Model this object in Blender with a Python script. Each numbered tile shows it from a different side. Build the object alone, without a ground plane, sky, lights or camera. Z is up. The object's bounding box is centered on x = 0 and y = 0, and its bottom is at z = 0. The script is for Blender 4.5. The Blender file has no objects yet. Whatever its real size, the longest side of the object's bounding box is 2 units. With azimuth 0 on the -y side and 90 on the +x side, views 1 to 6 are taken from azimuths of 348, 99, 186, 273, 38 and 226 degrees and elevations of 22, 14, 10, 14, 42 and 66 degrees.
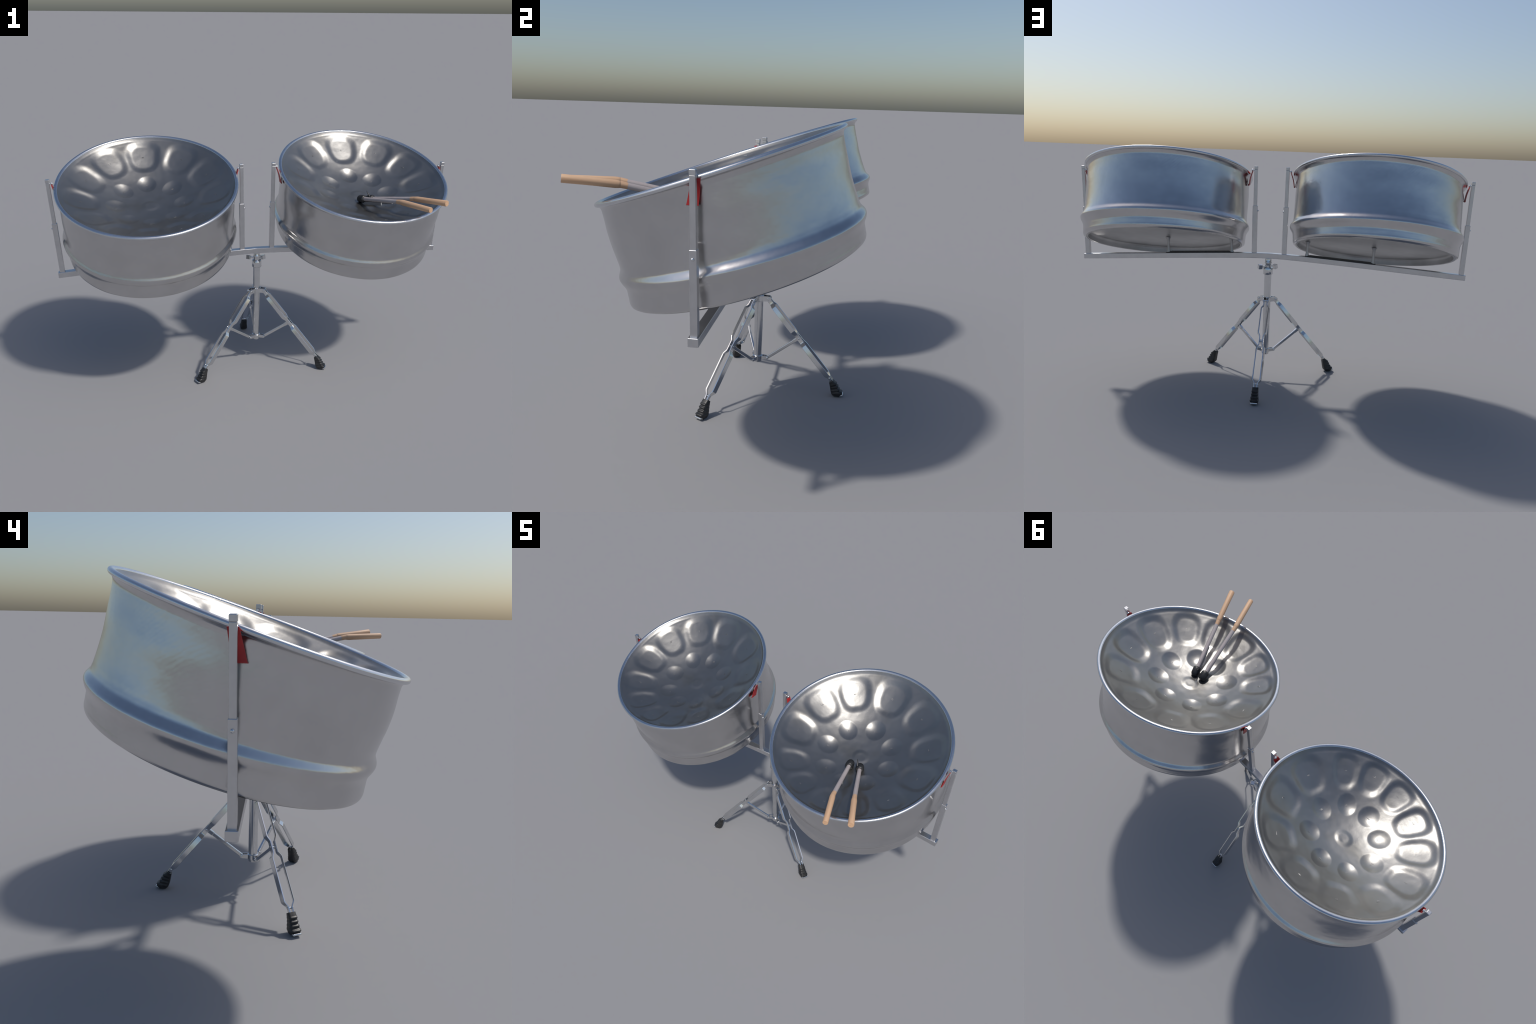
# A pair of tilted steelpans hung from a crossbar on a folding tripod, with two mallets lying in one pan.
import bpy, math
import numpy as np
from mathutils import Vector, Matrix, noise

rng = np.random.default_rng(7)
V = Vector

# ------------------------------------------------------------------ materials
def new_mat(name):
    m = bpy.data.materials.new(name)
    m.use_nodes = True
    nt = m.node_tree
    return m, nt, nt.nodes["Principled BSDF"]

def metal(name, col, rough, var=0.06, scale=6.0, rough_var=0.06, bump=0.0, bump_scale=30.0,
          stain=None, stain_scale=4.0, metallic=1.0):
    m, nt, b = new_mat(name)
    N, L = nt.nodes, nt.links
    tc = N.new("ShaderNodeTexCoord")
    n1 = N.new("ShaderNodeTexNoise"); n1.inputs["Scale"].default_value = scale
    n1.inputs["Detail"].default_value = 6; n1.inputs["Roughness"].default_value = 0.6
    L.new(tc.outputs["Object"], n1.inputs["Vector"])
    r = N.new("ShaderNodeValToRGB")
    r.color_ramp.elements[0].position = 0.3; r.color_ramp.elements[1].position = 0.7
    r.color_ramp.elements[0].color = (*[c * (1 - var) for c in col], 1)
    r.color_ramp.elements[1].color = (*[min(1, c * (1 + var)) for c in col], 1)
    L.new(n1.outputs["Fac"], r.inputs["Fac"])
    out = r.outputs["Color"]
    if stain:
        n2 = N.new("ShaderNodeTexNoise"); n2.inputs["Scale"].default_value = stain_scale
        n2.inputs["Detail"].default_value = 4
        L.new(tc.outputs["Object"], n2.inputs["Vector"])
        r2 = N.new("ShaderNodeValToRGB")
        r2.color_ramp.elements[0].position = 0.52; r2.color_ramp.elements[0].color = (0, 0, 0, 1)
        r2.color_ramp.elements[1].position = 0.75; r2.color_ramp.elements[1].color = (1, 1, 1, 1)
        L.new(n2.outputs["Fac"], r2.inputs["Fac"])
        mx = N.new("ShaderNodeMix"); mx.data_type = "RGBA"
        L.new(r2.outputs["Color"], mx.inputs["Factor"])
        L.new(out, mx.inputs["A"]); mx.inputs["B"].default_value = (*stain, 1)
        out = mx.outputs["Result"]
    L.new(out, b.inputs["Base Color"])
    b.inputs["Metallic"].default_value = metallic
    mr = N.new("ShaderNodeMapRange")
    mr.inputs["To Min"].default_value = max(0.02, rough - rough_var)
    mr.inputs["To Max"].default_value = rough + rough_var
    L.new(n1.outputs["Fac"], mr.inputs["Value"])
    L.new(mr.outputs["Result"], b.inputs["Roughness"])
    if bump:
        n3 = N.new("ShaderNodeTexNoise"); n3.inputs["Scale"].default_value = bump_scale
        n3.inputs["Detail"].default_value = 3
        L.new(tc.outputs["Object"], n3.inputs["Vector"])
        bp = N.new("ShaderNodeBump"); bp.inputs["Strength"].default_value = 1.0
        bp.inputs["Distance"].default_value = bump
        L.new(n3.outputs["Fac"], bp.inputs["Height"])
        L.new(bp.outputs["Normal"], b.inputs["Normal"])
    return m

M_SHELL = metal("galvanised_shell", (0.58, 0.575, 0.575), 0.22, 0.05, 9, 0.06, bump=0.0012, bump_scale=14)
def add_hatch(m):
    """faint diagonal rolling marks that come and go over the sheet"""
    nt = m.node_tree; N, L = nt.nodes, nt.links
    b = N["Principled BSDF"]; old = b.inputs["Normal"].links[0].from_node
    tc = N.new("ShaderNodeTexCoord"); mp = N.new("ShaderNodeMapping"); mp.inputs["Rotation"].default_value = (0.5, 0.9, 0.2)
    w = N.new("ShaderNodeTexWave"); w.inputs["Scale"].default_value = 30; w.inputs["Distortion"].default_value = 3.0
    w.inputs["Detail"].default_value = 2; w.inputs["Detail Scale"].default_value = 1.5
    n = N.new("ShaderNodeTexNoise"); n.inputs["Scale"].default_value = 3.5
    mr = N.new("ShaderNodeMapRange"); mr.inputs["From Min"].default_value = 0.45; mr.inputs["From Max"].default_value = 0.65
    mu = N.new("ShaderNodeMath"); mu.operation = "MULTIPLY"
    bp = N.new("ShaderNodeBump"); bp.inputs["Distance"].default_value = 0.00005
    L.new(tc.outputs["Object"], mp.inputs["Vector"]); L.new(mp.outputs["Vector"], w.inputs["Vector"])
    L.new(tc.outputs["Object"], n.inputs["Vector"]); L.new(n.outputs["Fac"], mr.inputs["Value"])
    L.new(w.outputs["Fac"], mu.inputs[0]); L.new(mr.outputs["Result"], mu.inputs[1])
    L.new(mu.outputs["Value"], bp.inputs["Height"]); L.new(old.outputs["Normal"], bp.inputs["Normal"])
    L.new(bp.outputs["Normal"], b.inputs["Normal"])
add_hatch(M_SHELL)
M_BOWL = metal("hammered_bowl", (0.268, 0.266, 0.260), 0.34, 0.08, 5, 0.05, bump=0.0006, bump_scale=22,
               stain=(0.240, 0.234, 0.218), stain_scale=7, metallic=0.90)
M_RIM = metal("polished_rim", (0.66, 0.67, 0.69), 0.24, 0.05, 8, 0.04, bump=0.0005, bump_scale=25)
M_UNDER = metal("dull_underside", (0.43, 0.43, 0.43), 0.42, 0.14, 9, 0.08, bump=0.0008, bump_scale=18)
M_TUBE = metal("zinc_tube", (0.62, 0.62, 0.63), 0.30, 0.05, 20, 0.05)
M_CHROME = metal("chrome", (0.68, 0.69, 0.70), 0.16, 0.04, 30, 0.04)
M_BOLT = metal("bolt_steel", (0.66, 0.67, 0.68), 0.22, 0.05, 60, 0.04)
M_MARK = metal("stamped_mark", (0.31, 0.305, 0.30), 0.5, 0.08, 80, 0.05)

def matte(name, a, b_, scale, rough, bump=0.0, stretch=None):
    m, nt, b = new_mat(name)
    N, L = nt.nodes, nt.links
    tc = N.new("ShaderNodeTexCoord"); mp = N.new("ShaderNodeMapping")
    if stretch: mp.inputs["Scale"].default_value = stretch
    n = N.new("ShaderNodeTexNoise"); n.inputs["Scale"].default_value = scale; n.inputs["Detail"].default_value = 5
    r = N.new("ShaderNodeValToRGB")
    r.color_ramp.elements[0].position = 0.32; r.color_ramp.elements[1].position = 0.68
    r.color_ramp.elements[0].color = (*a, 1); r.color_ramp.elements[1].color = (*b_, 1)
    L.new(tc.outputs["Object"], mp.inputs["Vector"]); L.new(mp.outputs["Vector"], n.inputs["Vector"])
    L.new(n.outputs["Fac"], r.inputs["Fac"]); L.new(r.outputs["Color"], b.inputs["Base Color"])
    b.inputs["Roughness"].default_value = rough
    if bump:
        bp = N.new("ShaderNodeBump"); bp.inputs["Distance"].default_value = bump
        L.new(n.outputs["Fac"], bp.inputs["Height"]); L.new(bp.outputs["Normal"], b.inputs["Normal"])
    return m

M_RUBBER = matte("black_rubber", (0.012, 0.012, 0.013), (0.028, 0.028, 0.028), 60, 0.42, 0.0004)
M_RED = matte("red_band", (0.34, 0.015, 0.019), (0.47, 0.03, 0.03), 25, 0.45)
M_BAND_SHADOWED = matte("band_darkened_for_shadow", (0.05, 0.008, 0.009), (0.10, 0.014, 0.015), 25, 0.5)  # band red darkened to near black for the shadow between its leaves
M_WOOD = matte("turned_wood", (0.56, 0.34, 0.20), (0.68, 0.44, 0.27), 18, 0.55, 0.0002, (6, 6, 0.35))
M_SHAFT = matte("pale_shaft", (0.40, 0.35, 0.34), (0.48, 0.43, 0.42), 16, 0.45, 0, (3, 3, 0.6))

# ------------------------------------------------------------------ object helpers
def put(obj, parent=None):
    bpy.context.scene.collection.objects.link(obj)
    if parent is not None:
        obj.parent = parent
    return obj

def empty(name, parent=None, loc=(0, 0, 0)):
    e = bpy.data.objects.new(name, None)
    e.empty_display_size = 0.1
    e.location = loc
    return put(e, parent)

class Geo:
    def __init__(s): s.v, s.f = [], []
    def add(s, vs, fs):
        o = len(s.v); s.v += [tuple(p) for p in vs]; s.f += [tuple(i + o for i in f) for f in fs]
        return s

def mesh_obj(name, geo, mat, parent=None, smooth=None, bevel=0.0, seg=2):
    """smooth: None = flat, otherwise angle in degrees for smooth-by-angle."""
    me = bpy.data.meshes.new(name)
    me.from_pydata(geo.v, [], geo.f)
    me.validate(); me.update()
    me.materials.append(mat)
    ob = put(bpy.data.objects.new(name, me), parent)
    if bevel:
        md = ob.modifiers.new("edge", "BEVEL"); md.width = bevel; md.segments = seg
        md.limit_method = "ANGLE"; md.angle_limit = math.radians(40); md.harden_normals = True
    if smooth is not None:
        me.polygons.foreach_set("use_smooth", [True] * len(me.polygons))
        if smooth < 180:
            me.set_sharp_from_angle(angle=math.radians(smooth))
    elif bevel:
        me.polygons.foreach_set("use_smooth", [True] * len(me.polygons))
        me.set_sharp_from_angle(angle=math.radians(30))
    return ob

def basis(d, up=V((0, 0, 1))):
    d = V(d).normalized()
    a = up.cross(d)
    if a.length < 1e-4: a = V((1, 0, 0)).cross(d)
    a.normalize()
    return a, d.cross(a).normalized(), d

def loft(rings, cap=True, closed=True):
    g = Geo(); n = len(rings[0])
    for r in rings: g.v += [tuple(p) for p in r]
    for i in range(len(rings) - 1):
        for j in range(n if closed else n - 1):
            k = (j + 1) % n
            g.f.append((i * n + j, i * n + k, (i + 1) * n + k, (i + 1) * n + j))
    if cap:
        g.f.append(tuple(range(n))[::-1])
        g.f.append(tuple((len(rings) - 1) * n + j for j in range(n)))
    return g

def revolve(p0, d, prof, n=32, cap=True, ref=V((0, 0, 1))):
    """prof: list of (distance along d, radius)."""
    a, b, d = basis(d, ref); p0 = V(p0)
    return loft([[p0 + d * t + (a * math.cos(2 * math.pi * j / n) + b * math.sin(2 * math.pi * j / n)) * r
                  for j in range(n)] for t, r in prof], cap)

def bar(p0, p1, w, h, up=V((0, 1, 0))):
    """rectangular bar: w across `up x d`, h along the remaining axis."""
    p0, p1 = V(p0), V(p1)
    a, b, d = basis(p1 - p0, up)
    sq = [(-1, -1), (1, -1), (1, 1), (-1, 1)]
    return loft([[p + a * (x * w / 2) + b * (y * h / 2) for x, y in sq] for p in (p0, p1)])

def box(c, ax, size):
    c = V(c); s = [k / 2 for k in size]
    vs = [c + ax[0] * (x * s[0]) + ax[1] * (y * s[1]) + ax[2] * (z * s[2])
          for z in (-1, 1) for x, y in ((-1, -1), (1, -1), (1, 1), (-1, 1))]
    return Geo().add(vs, [(3, 2, 1, 0), (4, 5, 6, 7), (0, 1, 5, 4), (1, 2, 6, 5), (2, 3, 7, 6), (3, 0, 4, 7)])

def join(*gs):
    o = Geo()
    for g in gs: o.add(g.v, g.f)
    return o

def spline(xs, ys, q):
    """monotone-ish cubic Hermite through hand-placed control points."""
    xs, ys = np.array(xs, float), np.array(ys, float)
    h = np.diff(xs); dl = np.diff(ys) / h
    m = np.empty(len(xs)); m[0], m[-1] = dl[0], dl[-1]
    m[1:-1] = (h[1:] * dl[:-1] + h[:-1] * dl[1:]) / (h[1:] + h[:-1])
    i = np.clip(np.searchsorted(xs, q, side="right") - 1, 0, len(h) - 1)
    t = (q - xs[i]) / h[i]
    return ((2*t**3 - 3*t**2 + 1) * ys[i] + (t**3 - 2*t**2 + t) * h[i] * m[i]
            + (-2*t**3 + 3*t**2) * ys[i+1] + (t**3 - t**2) * h[i] * m[i+1])

def sstep(x):
    x = np.clip(x, 0, 1); return x * x * (3 - 2 * x)

# ------------------------------------------------------------------ the set
ROOT = empty("steel_drum_set")
ROOT["label"] = "two tilted silver steel drums on a chrome tripod stand"
ROOT["category"] = "steel drum"

# ------------------------------------------------------------------ steelpans
DEPTH = 0.3557
# wall radius against depth below the rim: flared lip, waist, raised bead, rounded foot
WALL = [(0.003, 0.4245), (0.007, 0.4195), (0.012, 0.4145), (0.019, 0.4115), (0.032, 0.4104), (0.10, 0.4104),
        (0.16, 0.4098), (0.205, 0.4094), (0.226, 0.4102), (0.238, 0.4122), (0.247, 0.4172), (0.254, 0.4216),
        (0.260, 0.4238), (0.266, 0.4238), (0.273, 0.4212), (0.286, 0.4132), (0.299, 0.4078), (0.315, 0.4058), (0.330, 0.4044), (0.343, 0.4030),
        (0.351, 0.3985), (0.3557, 0.3890)]

def pan_frame(side, s):
    """centre and axes of the horizontal slice at depth fraction s (0 rim, 1 foot); the slices lean
    a little less towards the player the lower they are."""
    cx = float(spline([0, .73, 1], [.5364, .5315, .5300], np.array(s)))
    cy = float(spline([0, .40, .73, 1], [.0015, .0365, .0768, .0970], np.array(s)))
    c = V((side * cx, cy, (1.0465 if side < 0 else 1.0447) - 0.3425 * s))
    ny = spline([0, .73, 1], [-.346, -.296, -.318], np.array(s)) * 1.0
    nx = side * (0.031 + 0.012 * max(0.0, (s - .73) / .27))
    n = V((nx, float(ny), 1)).normalized()
    a = V((1, 0, 0)) - n * n.x; a.normalize()
    return c, a, n.cross(a), n

# azimuth (deg, 0 = +x, 90 = raised back) of the notes hammered in each bowl and their distance from the centre
PANS = {
    -1: dict(outer=[(124, .318), (91, .315), (56, .320), (22.5, .316), (-11, .318), (-45, .326), (-69, .338),
                    (-93, .334), (-118, .324), (-144, .318), (-174, .318), (156, .319)],
             inner=[(139, .157), (91, .150), (40, .155), (-8.5, .166), (-52, .178), (-89, .178), (-127, .168),
                    (-173.5, .159)]),
    1: dict(outer=[(157, .319), (125.5, .315), (91, .314), (56, .320), (24.5, .314), (-5.5, .313), (-36, .318),
                   (-63, .322), (-88, .334), (-113, .342), (-137, .333), (-169, .320)],
            inner=[(146, .150), (92, .145), (41, .148), (-7, .158), (-52, .171), (-88, .178), (-124, .184),
                   (-168, .169)]),
}
R_BOWL = 0.4110

def bowl(side):
    """height below the rim plane and note index on a polar grid"""
    nr, na = 130, 300
    r = np.concatenate([[0.0], np.linspace(0.006, R_BOWL, nr)])
    th = np.linspace(0, 2 * np.pi, na, endpoint=False)
    R, T = np.meshgrid(r, th, indexing="ij")
    # sunk bowl: hand-placed depth profile with a steep collar under the rim
    h = spline([0, .08, .157, .24, .318, .36, .388, .402, R_BOWL],
               [-.1300, -.1255, -.1113, -.0822, -.0460, -.0258, -.0130, -.0060, .0025], R.ravel()).reshape(R.shape)
    note = -np.ones(R.shape, int)
    best = np.full(R.shape, 9.0)
    k = 0
    P = PANS[side]
    outer = sorted(P["outer"])
    for i, (az, rc) in enumerate(outer):
        gap = min((outer[(i + 1) % 12][0] - az) % 360, (az - outer[i - 1][0]) % 360)
        wide = min(math.radians(gap) * 0.505, 0.29)
        dth = (T - math.radians(az) + np.pi) % (2 * np.pi) - np.pi
        # petal outline: as wide as the sector allows at the rim, rounded towards the centre
        u = (R - rc - .004)
        a = np.where(u < 0, 0.100 + rng.uniform(-.004, .004), 0.402 - rc - .004)
        b = wide * (0.78 + 0.22 * np.clip(R / rc, 0, 1.3)) * rc / np.maximum(R, .05)
        b = b * (0.55 + 0.45 * R / rc)
        p = 2.7
        d = (np.abs(u / a) ** p + np.abs(dth / b) ** p) ** (1 / p)
        edge = sstep((1.0 - d) / 0.42)                      # shallow dish with a soft shoulder
        hh = 0.0088 * rng.uniform(.85, 1.15)
        h -= hh * edge * (0.85 + 0.15 * np.clip(1 - d, 0, 1))
        sel = (d < 1.0) & (d < best); note[sel] = k; best[sel] = d[sel]; k += 1
    for az, rc in P["inner"]:
        x0, y0 = rc * math.cos(math.radians(az)), rc * math.sin(math.radians(az))
        X, Y = R * np.cos(T) - x0, R * np.sin(T) - y0
        ur = (X * x0 + Y * y0) / rc; vt = (-X * y0 + Y * x0) / rc
        d = np.sqrt((ur / 0.051) ** 2 + (vt / (0.0475 + rng.uniform(-.003, .003))) ** 2)
        h -= 0.0080 * rng.uniform(.85, 1.15) * np.clip(1 - d * d, 0, 1) ** 1.2
        sel = (d < 1.0) & (d < best); note[sel] = k; best[sel] = d[sel]; k += 1
    X, Y = R * np.cos(T) - (0.004), R * np.sin(T) + 0.014
    d = np.sqrt((X / 0.048) ** 2 + (Y / 0.045) ** 2)
    h += 0.0036 * sstep((1.0 - d) / 0.55)
    sel = d < 1.0; note[sel] = k; k += 1
    # uneven hand hammering
    for i in range(R.shape[0]):
        for j in range(R.shape[1]):
            x, y = R[i, j] * math.cos(T[i, j]), R[i, j] * math.sin(T[i, j])
            w = min(1.0, (R_BOWL - R[i, j]) / 0.03)
            h[i, j] += w * (0.0010 * noise.noise(V((x * 13, y * 13, side * 5.3))) +
                            0.0004 * noise.noise(V((x * 34, y * 34, side * 9.1))))
    return R, T, h, note, k

def build_pan(side):
    pan = empty("steelpan", ROOT, (side * 0.5372, 0, 1.049))
    org = V(pan.location)
    c0, a0, b0, n0 = pan_frame(side, 0.0)
    NA = 192
    # --- shell with its recessed floor
    q = np.concatenate([np.linspace(0.004, 0.03, 9), np.linspace(0.04, 0.20, 14), np.linspace(0.207, 0.3557, 46)])
    rad = spline([w[0] for w in WALL], [w[1] for w in WALL], q)
    rings = []
    for d, rr in zip(q, rad):
        c, a, b, n = pan_frame(side, d / DEPTH)
        ring = []
        for j in range(NA):
            t = 2 * math.pi * j / NA
            w = 0.0017 * noise.noise(V((math.cos(t) * 2.6, math.sin(t) * 2.6, d * 9 + side * 7))) \
                + 0.0004 * noise.noise(V((math.cos(t) * 9, math.sin(t) * 9, d * 24 + side * 3)))
            k = max(0.0, (d - 0.27) / (DEPTH - 0.27))
            ring.append(c + a * (math.cos(t) * (rr + w + .001 + .0015 * k)) + b * (math.sin(t) * (rr + w + .011 * k)) - org)
        rings.append(ring)
    mesh_obj("shell", loft(rings, cap=False), M_SHELL, pan, smooth=180)
    # inner lip of the foot, then the recessed floor
    rings = []
    c, a, b, n = pan_frame(side, 1.0)
    for up, rr in [(0.0, 0.3890), (-.0012, 0.3840), (.0006, 0.3785), (.60, 0.3765), (.86, 0.374),
                   (.985, 0.366), (1.0, 0.30), (1.0, 0.15), (1.0, 0.004)]:
        ring = []
        for j in range(NA):
            t = 2 * math.pi * j / NA
            dep = up if up < .01 else up * 0.0335
            ring.append(c + a * (math.cos(t) * (rr + .003)) + b * (math.sin(t) * (rr + .011 * min(1, rr / .37))) + n * dep - org)
        rings.append(ring)
    g = loft(rings, cap=False)
    g.f.append(tuple((len(rings) - 1) * NA + j for j in range(NA)))
    mesh_obj("floor", g, M_UNDER, pan, smooth=50)
    # --- rolled rim
    NT = 20
    g = Geo()
    for j in range(NA):
        t = 2 * math.pi * j / NA
        e = a0 * math.cos(t) + b0 * math.sin(t)
        wob = 0.0006 * noise.noise(V((math.cos(t) * 4, math.sin(t) * 4, side * 4.0)))
        for i in range(NT):
            p = 2 * math.pi * i / NT
            rr = 0.4195 + wob + 0.0092 * math.cos(p); z = 0.0005 + 0.0082 * math.sin(p)
            g.v.append(tuple(c0 + e * rr + n0 * z - org))
    for j in range(NA):
        for i in range(NT):
            g.f.append((j * NT + i, ((j + 1) % NA) * NT + i, ((j + 1) % NA) * NT + (i + 1) % NT, j * NT + (i + 1) % NT))
    mesh_obj("rim", g, M_RIM, pan, smooth=180)
    # --- playing surface: one smooth bowl, cut along the note borders
    R, T, h, note, nk = bowl(side)
    nr, na = R.shape
    pts = np.empty((nr, na, 3))
    e1, e2, e3, cc = np.array(a0), np.array(b0), np.array(n0), np.array(c0 - org)
    pts[:] = cc + (R * np.cos(T))[..., None] * e1 + (R * np.sin(T))[..., None] * e2 + h[..., None] * e3
    # vertex normals of the whole surface
    x = R * np.cos(T); y = R * np.sin(T)
    faces, owner = [], []
    for i in range(1, nr - 1):
        for j in range(na):
            k = (j + 1) % na
            faces.append(((i, j), (i + 1, j), (i + 1, k), (i, k)))
            ids = [note[p] for p in faces[-1]]
            owner.append(max(set(ids), key=ids.count))
    centre = pts[0, 0]
    cap = [((0, 0), (1, j), (1, (j + 1) % na)) for j in range(na)]
    cap_owner = [note[0, 0]] * na
    allf = [tuple(p[0] * na + p[1] for p in f) for f in cap + faces]
    allo = cap_owner + owner
    flat = pts.reshape(-1, 3)
    vn = np.zeros_like(flat)
    for f in allf:
        p = flat[list(f)]
        nrm = np.cross(p[1] - p[0], p[-1] - p[0]) if len(f) == 3 else np.cross(p[2] - p[0], p[3] - p[1])
        vn[list(f)] += nrm
    ln = np.linalg.norm(vn, axis=1, keepdims=True); ln[ln == 0] = 1
    vn /= ln
    groups = {}
    for f, o in zip(allf, allo): groups.setdefault(o, []).append(f)
    for o in sorted(groups):
        fs = groups[o]
        used = sorted({i for f in fs for i in f}); idx = {u: i for i, u in enumerate(used)}
        me = bpy.data.meshes.new("playing_surface" if o < 0 else "note")
        me.from_pydata([tuple(flat[u]) for u in used], [], [tuple(idx[i] for i in f) for f in fs])
        me.update()
        me.polygons.foreach_set("use_smooth", [True] * len(me.polygons))
        me.normals_split_custom_set_from_vertices([tuple(vn[u]) for u in used])
        me.materials.append(M_BOWL)
        put(bpy.data.objects.new("playing_surface" if o < 0 else "note", me), pan)
    # --- small stamped pitch marks in the middle of each note (worn, unreadable strokes)
    g = Geo()
    def height(r, t):
        i = min(nr - 1, max(1, int(round((r - 0.006) / (R_BOWL - 0.006) * (nr - 2))) + 1))
        return h[i, int(round(t / (2 * math.pi) * na)) % na]
    for az, rc in PANS[side]["outer"] + PANS[side]["inner"]:
        for _ in range(4):
            t0 = math.radians(az)
            along = rng.random() < .6
            ox, oy = rng.uniform(-.006, .006), rng.uniform(-.005, .005)
            L = rng.uniform(.004, .007)
            ps = []
            for sgn in (-1, 1):
                lx, ly = (ox + sgn * L, oy) if along else (ox, oy + sgn * L)
                px = rc * math.cos(t0) - math.sin(t0) * ly + math.cos(t0) * lx * .7
                py = rc * math.sin(t0) + math.cos(t0) * ly + math.sin(t0) * lx * .7
                rr, tt = math.hypot(px, py), math.atan2(py, px)
                ps.append(c0 + a0 * px + b0 * py + n0 * (height(rr, tt % (2 * math.pi)) + 0.0001) - org)
            q_ = bar(ps[0], ps[1], 0.0011, 0.0011, n0)
            g.add(q_.v, q_.f)
    ob = mesh_obj("pitch_mark", g, M_MARK, pan)
    ob["kind"] = "stuff"
    return pan

for side in (-1, 1):
    build_pan(side)

# ------------------------------------------------------------------ crossbar and posts
BY = 0.0385
def bar_z(x): return 0.6521 - 0.064 * (math.sqrt(x * x + 0.0144) - 0.12)
rings = []
for x in np.concatenate([np.linspace(-0.9905, -0.3, 8), np.linspace(-0.26, 0.26, 27), np.linspace(0.3, 0.9905, 8)]):
    sl = math.atan(-0.064 * x / math.sqrt(x * x + 0.0144))
    up = V((-math.sin(sl), 0, math.cos(sl)))
    c = V((x, BY, bar_z(x)))
    rings.append([c + V((0, y * 0.0155, 0)) + up * (z * 0.0135) for y, z in ((-1, -1), (1, -1), (1, 1), (-1, 1))])
crossbar = mesh_obj("crossbar", loft(rings), M_TUBE, ROOT, bevel=0.0022)

def build_post(side, inner):
    if inner: p0, p1, zj, w = V((0.0775, BY, 0.6630)), V((0.0808, 0.0375, 1.1065)), 0.907, 1
    else:     p0, p1, zj, w = V((0.9705, BY, 0.6090)), V((0.9917, 0.0385, 1.0725)), 0.859, -1
    for p in (p0, p1): p.x *= side
    w *= side                                  # direction towards the drum along x
    d = (p1 - p0).normalized()
    pj = p0 + d * ((zj - p0.z) / d.z)
    post = mesh_obj("post", bar(p0 - d * 0.004, pj, 0.0240, 0.0212), M_TUBE, ROOT, bevel=0.0018)
    a, b, _ = basis(d, V((0, 1, 0)))
    mesh_obj("sliding_tube", bar(pj - d * 0.03, p1 - d * 0.016, 0.0172, 0.0168), M_TUBE, post, bevel=0.0014)
    mesh_obj("end_cap", bar(p1 - d * 0.0162, p1, 0.0184, 0.0182), M_TUBE, post, bevel=0.0022)
    ex = V((w, 0, 0))
    pb = pj - d * 0.026
    mesh_obj("bolt", revolve(pb - ex * 0.0105, -ex, [(0, .0050), (.0035, .0050), (.0055, .0042), (.0068, .002)], 16),
             M_BOLT, post, smooth=40)
    # hook screw near the top, on the drum side
    ph = p1 - d * 0.021 + V((0, 0.004, 0))
    mesh_obj("hook", join(revolve(ph, ex, [(0, .0030), (.017, .0030)], 12),
                          revolve(ph + ex * .0150 + V((0, 0, 0.0005)), ex, [(0, .0052), (.0035, .0058), (.006, .0045)], 14)),
             M_BOLT, post, smooth=40)
    # folded red band: one leaf down from the hook, the other back up to the pan wall
    top, fold, tip = ph + ex * 0.0165 - V((0, 0, .005)), None, None
    xw = abs(side * 0.5372 - side * (0.409 if inner else -0.409)) * side
    fold = V((xw - w * 0.0130, 0, ph.z - 0.078))
    tip = V((xw + w * 0.0005, 0, ph.z - 0.034))
    path = []
    for i in range(9):
        t = i / 8
        x = top.x + (fold.x - top.x) * t + w * 0.003 * math.sin(t * math.pi)
        z = top.z + (fold.z - top.z) * t
        path.append((x, z, 0.054 - 0.009 * t, 0.028 - 0.017 * t))
    path += [(fold.x + w * 0.003, fold.z - 0.0015, 0.045, 0.009)]
    for i in range(1, 7):
        t = i / 6
        path.append((fold.x + w * 0.005 + (tip.x - fold.x - w * .005) * t, fold.z + (tip.z - fold.z) * t,
                     0.0405, 0.0345))
    band(path[:11], M_RED, post, "strap")
    band(path[9:], M_BAND_SHADOWED, post, "strap_leaf_shadow_dark")

def band(path, mat, post, name):
    g = Geo(); th = 0.0012
    for i, (x, z, yh, yl) in enumerate(path):
        q0, q1 = path[max(0, i - 1)], path[min(len(path) - 1, i + 1)]
        tx, tz = q1[0] - q0[0], q1[1] - q0[1]; L = math.hypot(tx, tz)
        nx, nz = -tz / L * th, tx / L * th
        g.v += [(x + nx, yl, z + nz), (x + nx, yh, z + nz), (x - nx, yh, z - nz), (x - nx, yl, z - nz)]
    for i in range(len(path) - 1):
        for j in range(4):
            g.f.append((i * 4 + j, i * 4 + (j + 1) % 4, i * 4 + 4 + (j + 1) % 4, i * 4 + 4 + j))
    g.f += [(3, 2, 1, 0), tuple(len(g.v) - 4 + j for j in range(4))]
    mesh_obj(name, g, mat, post, smooth=35)

for side in (-1, 1):
    for inner in (True, False):
        build_post(side, inner)
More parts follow.
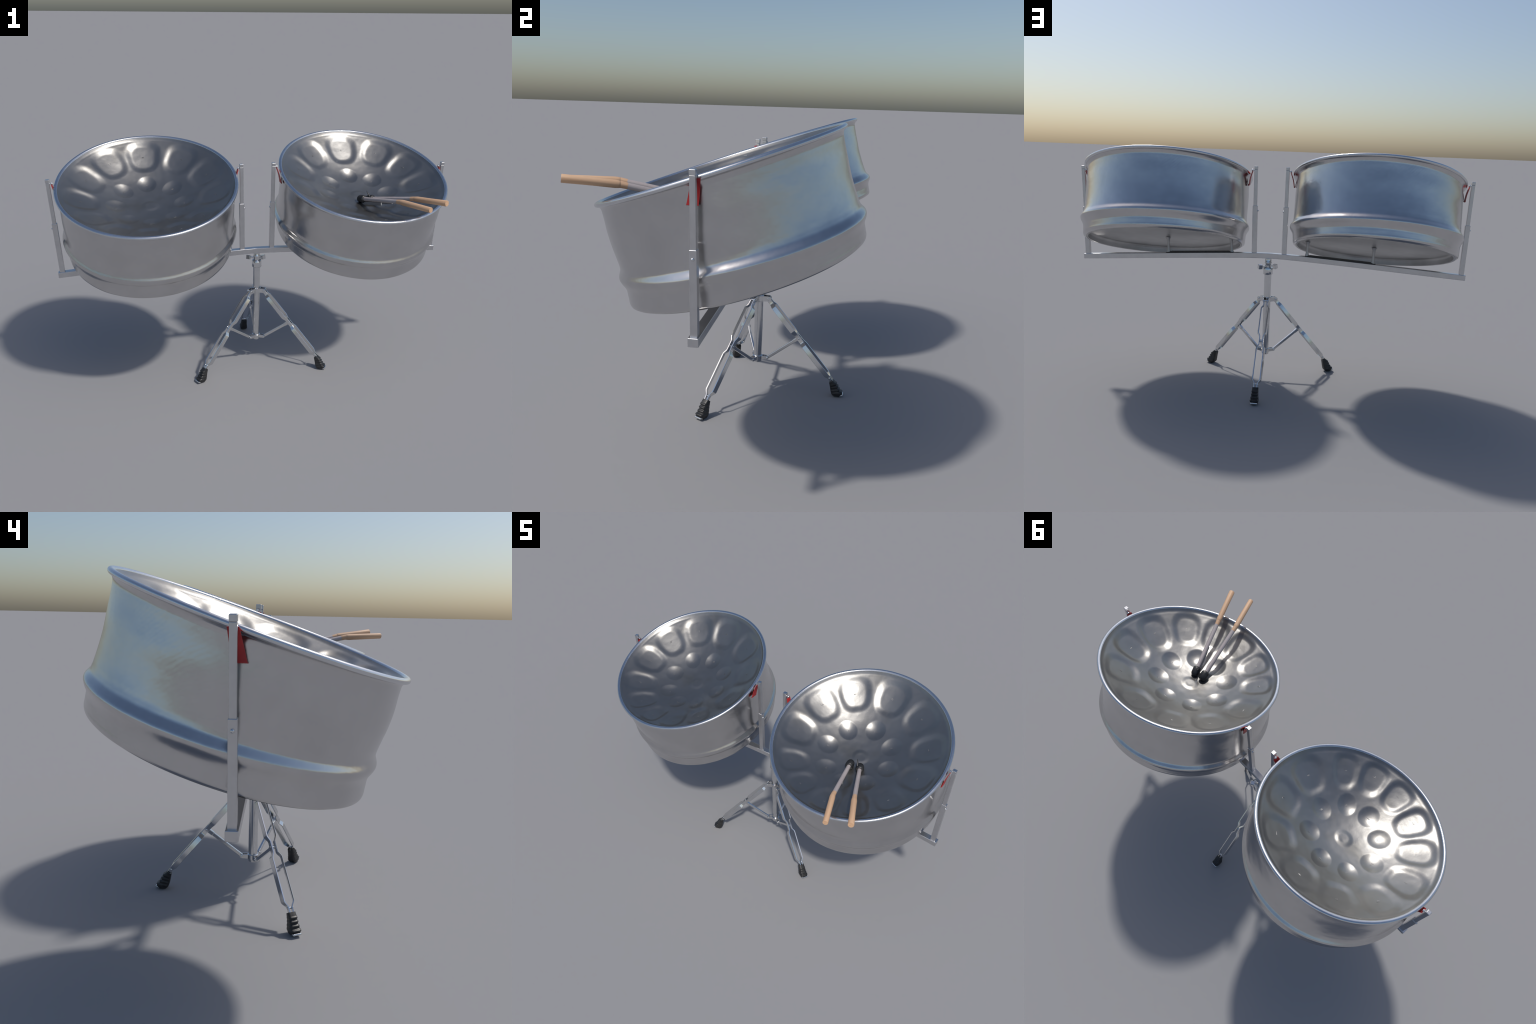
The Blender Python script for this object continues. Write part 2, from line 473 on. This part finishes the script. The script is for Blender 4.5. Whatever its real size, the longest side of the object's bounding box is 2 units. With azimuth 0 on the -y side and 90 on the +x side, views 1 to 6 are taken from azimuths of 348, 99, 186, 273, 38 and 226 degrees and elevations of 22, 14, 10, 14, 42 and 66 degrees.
# small struts between the crossbar and the underside of each pan
for side in (-1, 1):
    for x in (0.195, 0.530):
        x *= side
        zt = bar_z(x) + 0.0125
        c, a, b, n = pan_frame(side, 1.0)
        fl = c + n * 0.034
        dx, dy = x - fl.x, BY + 0.004 - fl.y
        zf = fl.z - (n.x * dx + n.y * dy) / n.z
        p0, p1 = V((x, BY + 0.004, zt)), V((x + side * .004, BY + 0.004, zf + 0.001))
        g = loft([[p0.lerp(p1, t) + V((math.cos(k) * r * 1.6, math.sin(k) * r, 0)) for k in np.linspace(0, 2 * math.pi, 12, endpoint=False)]
                  for t, r in ((0, .0075), (.25, .0045), (.6, .0042), (.85, .0055), (1, .010))])
        mesh_obj("support_strut", g, M_UNDER, ROOT, smooth=60)

# dark strips on the crossbar under each pan
for side in (-1, 1):
    xs = np.linspace(0.185, 0.545, 14)
    rings = []
    for i, x in enumerate(xs):
        top = 0.0085 if 0 < i < 13 else 0.003
        zb = bar_z(x) + 0.0125
        rings.append([V((side * x, BY + y, zb + z)) for y, z in ((-.0125, 0), (.0125, 0), (.0125, top), (-.0125, top))])
    mesh_obj("dark_strip", loft(rings if side > 0 else rings[::-1]), M_RUBBER, crossbar, bevel=0.002)

# ------------------------------------------------------------------ column, hubs
CX, CY = 0.0015, 0.047
UP = V((0, 0, 1))
def vert(prof, n=36): return revolve((CX, CY, 0), UP, prof, n, ref=V((0, 1, 0)))
column = mesh_obj("column", vert([(0.128, .0155), (0.130, .0175), (0.565, .0182)]), M_CHROME, ROOT, smooth=40)
mesh_obj("clamp_collar", vert([(0.5560, .0225), (0.5590, .0250), (0.590, .0250), (0.5930, .0228)]), M_CHROME, column, smooth=40)
mesh_obj("neck", vert([(0.587, .0165), (0.612, .0165), (0.614, .0180), (0.620, .0180), (0.622, .0165), (0.640, .0160)]),
         M_CHROME, column, smooth=40)
for p, tw in ((V((-0.037, 0.070, 0.603)), 0.25), (V((0.040, 0.071, 0.597)), -0.2)):
    ax = (p - V((CX, CY, p.z))).normalized(); a2 = V((-ax.y, ax.x, 0))
    ca, sa = math.cos(tw), math.sin(tw)
    mesh_obj("wing_bolt", join(box(p, (ax, a2 * ca + UP * sa, UP * ca - a2 * sa), (0.021, 0.019, 0.022)),
                               bar(V((CX, CY, p.z)) + ax * 0.010, p, 0.008, 0.008, UP)), M_CHROME, column, bevel=0.0015, seg=2)

FEET = [V((-0.304, -0.108, 0)), V((0.302, -0.107, 0)), V((0.0, 0.382, 0))]
def capsule_plate(c, rad, lat, r0, r1, hw0, hw1, off, th):
    """flat cheek plate in the vertical radial plane: rounded nose at r1, offset sideways"""
    pts = [(r0, -hw0), (r1, -hw1)] + [(r1 + math.cos(t) * hw1, math.sin(t) * hw1) for t in np.linspace(-1.35, 1.35, 9)] \
        + [(r1, hw1), (r0, hw0)]
    return loft([[c + rad * x + UP * z + lat * (off + s) for x, z in pts] for s in (-th / 2, th / 2)])

def hub(name, z, h, r_in, reach, half_gap):
    c = V((CX, CY, z))
    ring = vert([(z - h / 2, r_in + .0035), (z - h / 2 + .0015, r_in + .005), (z + h / 2 - .0015, r_in + .005), (z + h / 2, r_in + .0035)])
    gs = [ring]
    for f in FEET:
        rad = V((f.x - CX, f.y - CY, 0)).normalized(); lat = V((-rad.y, rad.x, 0))
        for s in (-1, 1):
            gs.append(capsule_plate(c, rad, lat, r_in - 0.004, reach, h / 2 - .001, h / 2 - .003, s * half_gap, 0.003))
        gs.append(revolve(c + rad * reach - lat * (half_gap + .0045), lat,
                          [(0, .002), (.001, .0046), (2 * half_gap + .008, .0046), (2 * half_gap + .009, .002)], 14))
    return mesh_obj(name, join(*gs), M_CHROME, column, smooth=35)
hub("leg_hub", 0.424, 0.027, 0.0165, 0.043, 0.0120)
hub("brace_hub", 0.149, 0.020, 0.0165, 0.043, 0.0085)

# ------------------------------------------------------------------ legs
def build_leg(f):
    rad = V((f.x - CX, f.y - CY, 0)); rho = rad.length; rad.normalize()
    lat = V((-rad.y, rad.x, 0)); c = V((CX, CY, 0))
    P = c + rad * 0.042 + UP * 0.422
    E = c + rad * rho + UP * 0.068
    d = (E - P); L = d.length; d.normalize(); w = lat.cross(d).normalized()
    if w.z < 0: w = -w
    # two parallel flat strips, pinched together at the hub, at the brace and at the foot
    knots = [(0, .0088, .0165), (.055, .0088, .0165), (.085, .0198, .0205), (.385, .0198, .0205), (.425, .0088, .0180), (.525, .0088, .0180),
             (.560, .0198, .0205), (.915, .0198, .0205), (.955, .0072, .0140), (1.06, .0060, .0115)]
    # round the bends a little
    path = []
    for i, (t, o, hw) in enumerate(knots):
        if 0 < i < len(knots) - 1:
            for sgn in (-1, 1):
                n = knots[i + sgn]; k = min(0.5, 0.0045 / abs((n[0] - t)))
                path.append((t + (n[0] - t) * k * 1.0, o + (n[1] - o) * k, hw + (n[2] - hw) * k))
        else: path.append((t, o, hw))
    path = sorted(path)
    gs = []
    for s in (-1, 1):
        rings = []
        for t, o, hw in path:
            q = P + d * (t * L) + lat * (s * o)
            # each strip leans inwards at its outer edge, so the pair reads as a split ridge
            h2 = hw / 2
            roll = math.radians(5 + 10 * min(1, max(0, (o - .0088) / .0105)))
            wd = w * math.cos(roll) - lat * (s * math.sin(roll)); nd = lat * (s * math.cos(roll)) + w * math.sin(roll)
            sec = [(.0028, -h2 + .0010), (.0028, h2 - .0010), (.0018, h2), (-.0020, h2), (-.0020, -h2), (.0018, -h2)]
            rings.append([q + nd * x + wd * y for x, y in sec])
        gs.append(loft(rings))
    leg = mesh_obj("leg", join(*gs), M_CHROME, ROOT, smooth=30)
    # rivets through the pinch
    gs = []
    for t in (0.475, 0.962):
        q = P + d * (t * L)
        gs.append(revolve(q - lat * 0.0125, lat, [(0, .002), (.0012, .0042), (.0238, .0042), (.025, .002)], 14))
    mesh_obj("rivet", join(*gs), M_BOLT, leg, smooth=40)
    # brace to the lower hub
    q0 = c + rad * 0.043 + UP * 0.149
    q1 = P + d * (0.475 * L)
    mesh_obj("brace", join(bar(q0, q0.lerp(q1, .86), 0.0135, 0.0105, lat),
                           bar(q0.lerp(q1, .82), q1, 0.0155, 0.0135, lat)), M_CHROME, leg, bevel=0.0022)
    # ribbed rubber boot: sections from the ankle down, (inner rho, outer rho, half width, z inner, z outer)
    k = rho - 0.335
    n_sec = 37
    gs = []
    for i in range(n_sec):
        t = i / (n_sec - 1)
        zi = 0.062 * (1 - t) ** 1.0 + 0.0005
        zo = 0.073 + (0.0075 - 0.073) * t
        ri = spline([0, .35, .7, .9, 1], [.3235, .328, .333, .338, .345], np.array(t))
        ro = spline([0, .2, .6, .9, 1], [.3395, .354, .369, .383, .380], np.array(t))
        rib = 0.0 if t < .14 or t > .93 else (0.0020, 0.0024, 0.0018, -0.0006, -0.0026, -0.0026, -0.0002)[i % 7]
        hw = spline([0, .5, .9, 1], [.0150, .0168, .0198, .0182], np.array(t)) + (rib * 0.25)
        a_, b_ = V((ri + k, 0, zi)), V((ro + k + rib, 0, zo + rib * .3))
        m = (a_ + b_) / 2; hv = (b_ - a_) / 2
        ridge = rib
        ring = []
        for j in range(28):
            an = 2 * math.pi * j / 28
            ca, sa = math.cos(an), math.sin(an)
            ex = 0.45
            px = math.copysign(abs(ca) ** ex, ca); py = math.copysign(abs(sa) ** ex, sa)
            o = m + hv * px
            ring.append(c + rad * o.x + UP * max(0.0, o.z) + lat * (py * float(hw)))
        gs.append(ring)
    # sole
    last = gs[-1]; mid = sum((V(p) for p in last), V()) / len(last)
    gs.append([V((mid.x + (p.x - mid.x) * .8, mid.y + (p.y - mid.y) * .8, 0.0)) for p in last])
    mesh_obj("rubber_foot", loft(gs), M_RUBBER, leg, smooth=50)
    # small metal toe plate under the boot
    q = c + rad * (0.3785 + k) + UP * 0.0072
    tilt = (rad * 0.93 + UP * 0.37).normalized()
    up2 = lat.cross(tilt) * -1
    mesh_obj("toe_plate", box(q, (tilt, lat, up2), (0.019, 0.034, 0.0085)), M_CHROME, leg, bevel=0.0038, seg=4)

for f in FEET:
    build_leg(f)

# ------------------------------------------------------------------ mallets
def build_mallet(tip, ring, head, label, flare, strip):
    tip, ring, head = V(tip), V(ring), V(head)
    root = empty("mallet", None, head)
    root["label"] = label; root["category"] = "drum mallet"
    tip, ring, head = [p + V((0, 0, -.003)) for p in (tip, ring, head)]
    root.location = head
    tip, ring, O = tip - head, ring - head, V()
    a1 = (ring - O).normalized()
    a2 = (tip - ring).normalized()
    up = V((1, 0, 0))
    # shaft with a short bare wooden end that enters the grip
    def frame_obj(name, geo_prof, p0, d, mat, smooth=40, n=28):
        g = revolve((0, 0, 0), UP, geo_prof, n, ref=V((0, 1, 0)))
        ob = mesh_obj(name, g, mat, root, smooth=smooth)
        ob.location = p0; ob.rotation_mode = "QUATERNION"; ob.rotation_quaternion = UP.rotation_difference(d)
        return ob
    L1 = ring.length; L2 = (tip - ring).length
    frame_obj("shaft", [(0.004, .0097), (L1 - .022, .0104)], O, a1, M_SHAFT)
    frame_obj("ferrule", [(L1 - .0225, .0105), (L1 - .001, .0113), (L1 + .004, .0108)], O, a1, M_WOOD)
    frame_obj("grip", [(-.002, .0098), (0, .0113), (.006, .0122), (.016, .0132), (L2 * .55, .0129),
                       (L2 - .002, .0124 * flare), (L2, .0116 * flare)], ring, a2, M_WOOD)
    frame_obj("rubber_head", [(-.0260, .005), (-.0245, .0125), (-.020, .0168), (-.011, .0193), (.010, .0200), (.017, .0190), (.0215, .0155),
                              (.0225, .009)], O, a1, M_RUBBER, 50)
    # long blade seen under the shaft
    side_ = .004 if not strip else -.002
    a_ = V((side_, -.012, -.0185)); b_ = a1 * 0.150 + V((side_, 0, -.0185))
    mesh_obj("dark_bar", bar(a_, b_, .0085, .0150, UP), M_UNDER, root, bevel=0.002)
    if strip:
        # loose curled strip of rubber beside the head
        pts = [V((.010, -.022, .004)), V((-.008, -.012, .014)), V((-.013, -.003, .024)), V((-.018, .004, .034)), V((-.020, .006, .041))]
        rr = [.0085, .0080, .0058, .0036, .0012]
        rings = []
        for p, r in zip(pts, rr):
            rings.append([p + V((math.cos(k) * r * .45, math.sin(k) * r, math.sin(k + .6) * r * .5)) for k in np.linspace(0, 2 * math.pi, 12, endpoint=False)])
        mesh_obj("rubber_strip", loft(rings), M_RUBBER, root, smooth=60)

build_mallet((0.671, -0.486, 0.991), (0.603, -0.322, 0.984), (0.524, -0.046, 0.925),
             "wooden mallet with pale shaft and black rubber head", 1.0, False)
build_mallet((0.769, -0.444, 1.004), (0.690, -0.286, 0.984), (0.573, -0.036, 0.920),
             "wooden mallet with pale shaft and black rubber tip", 1.12, True)
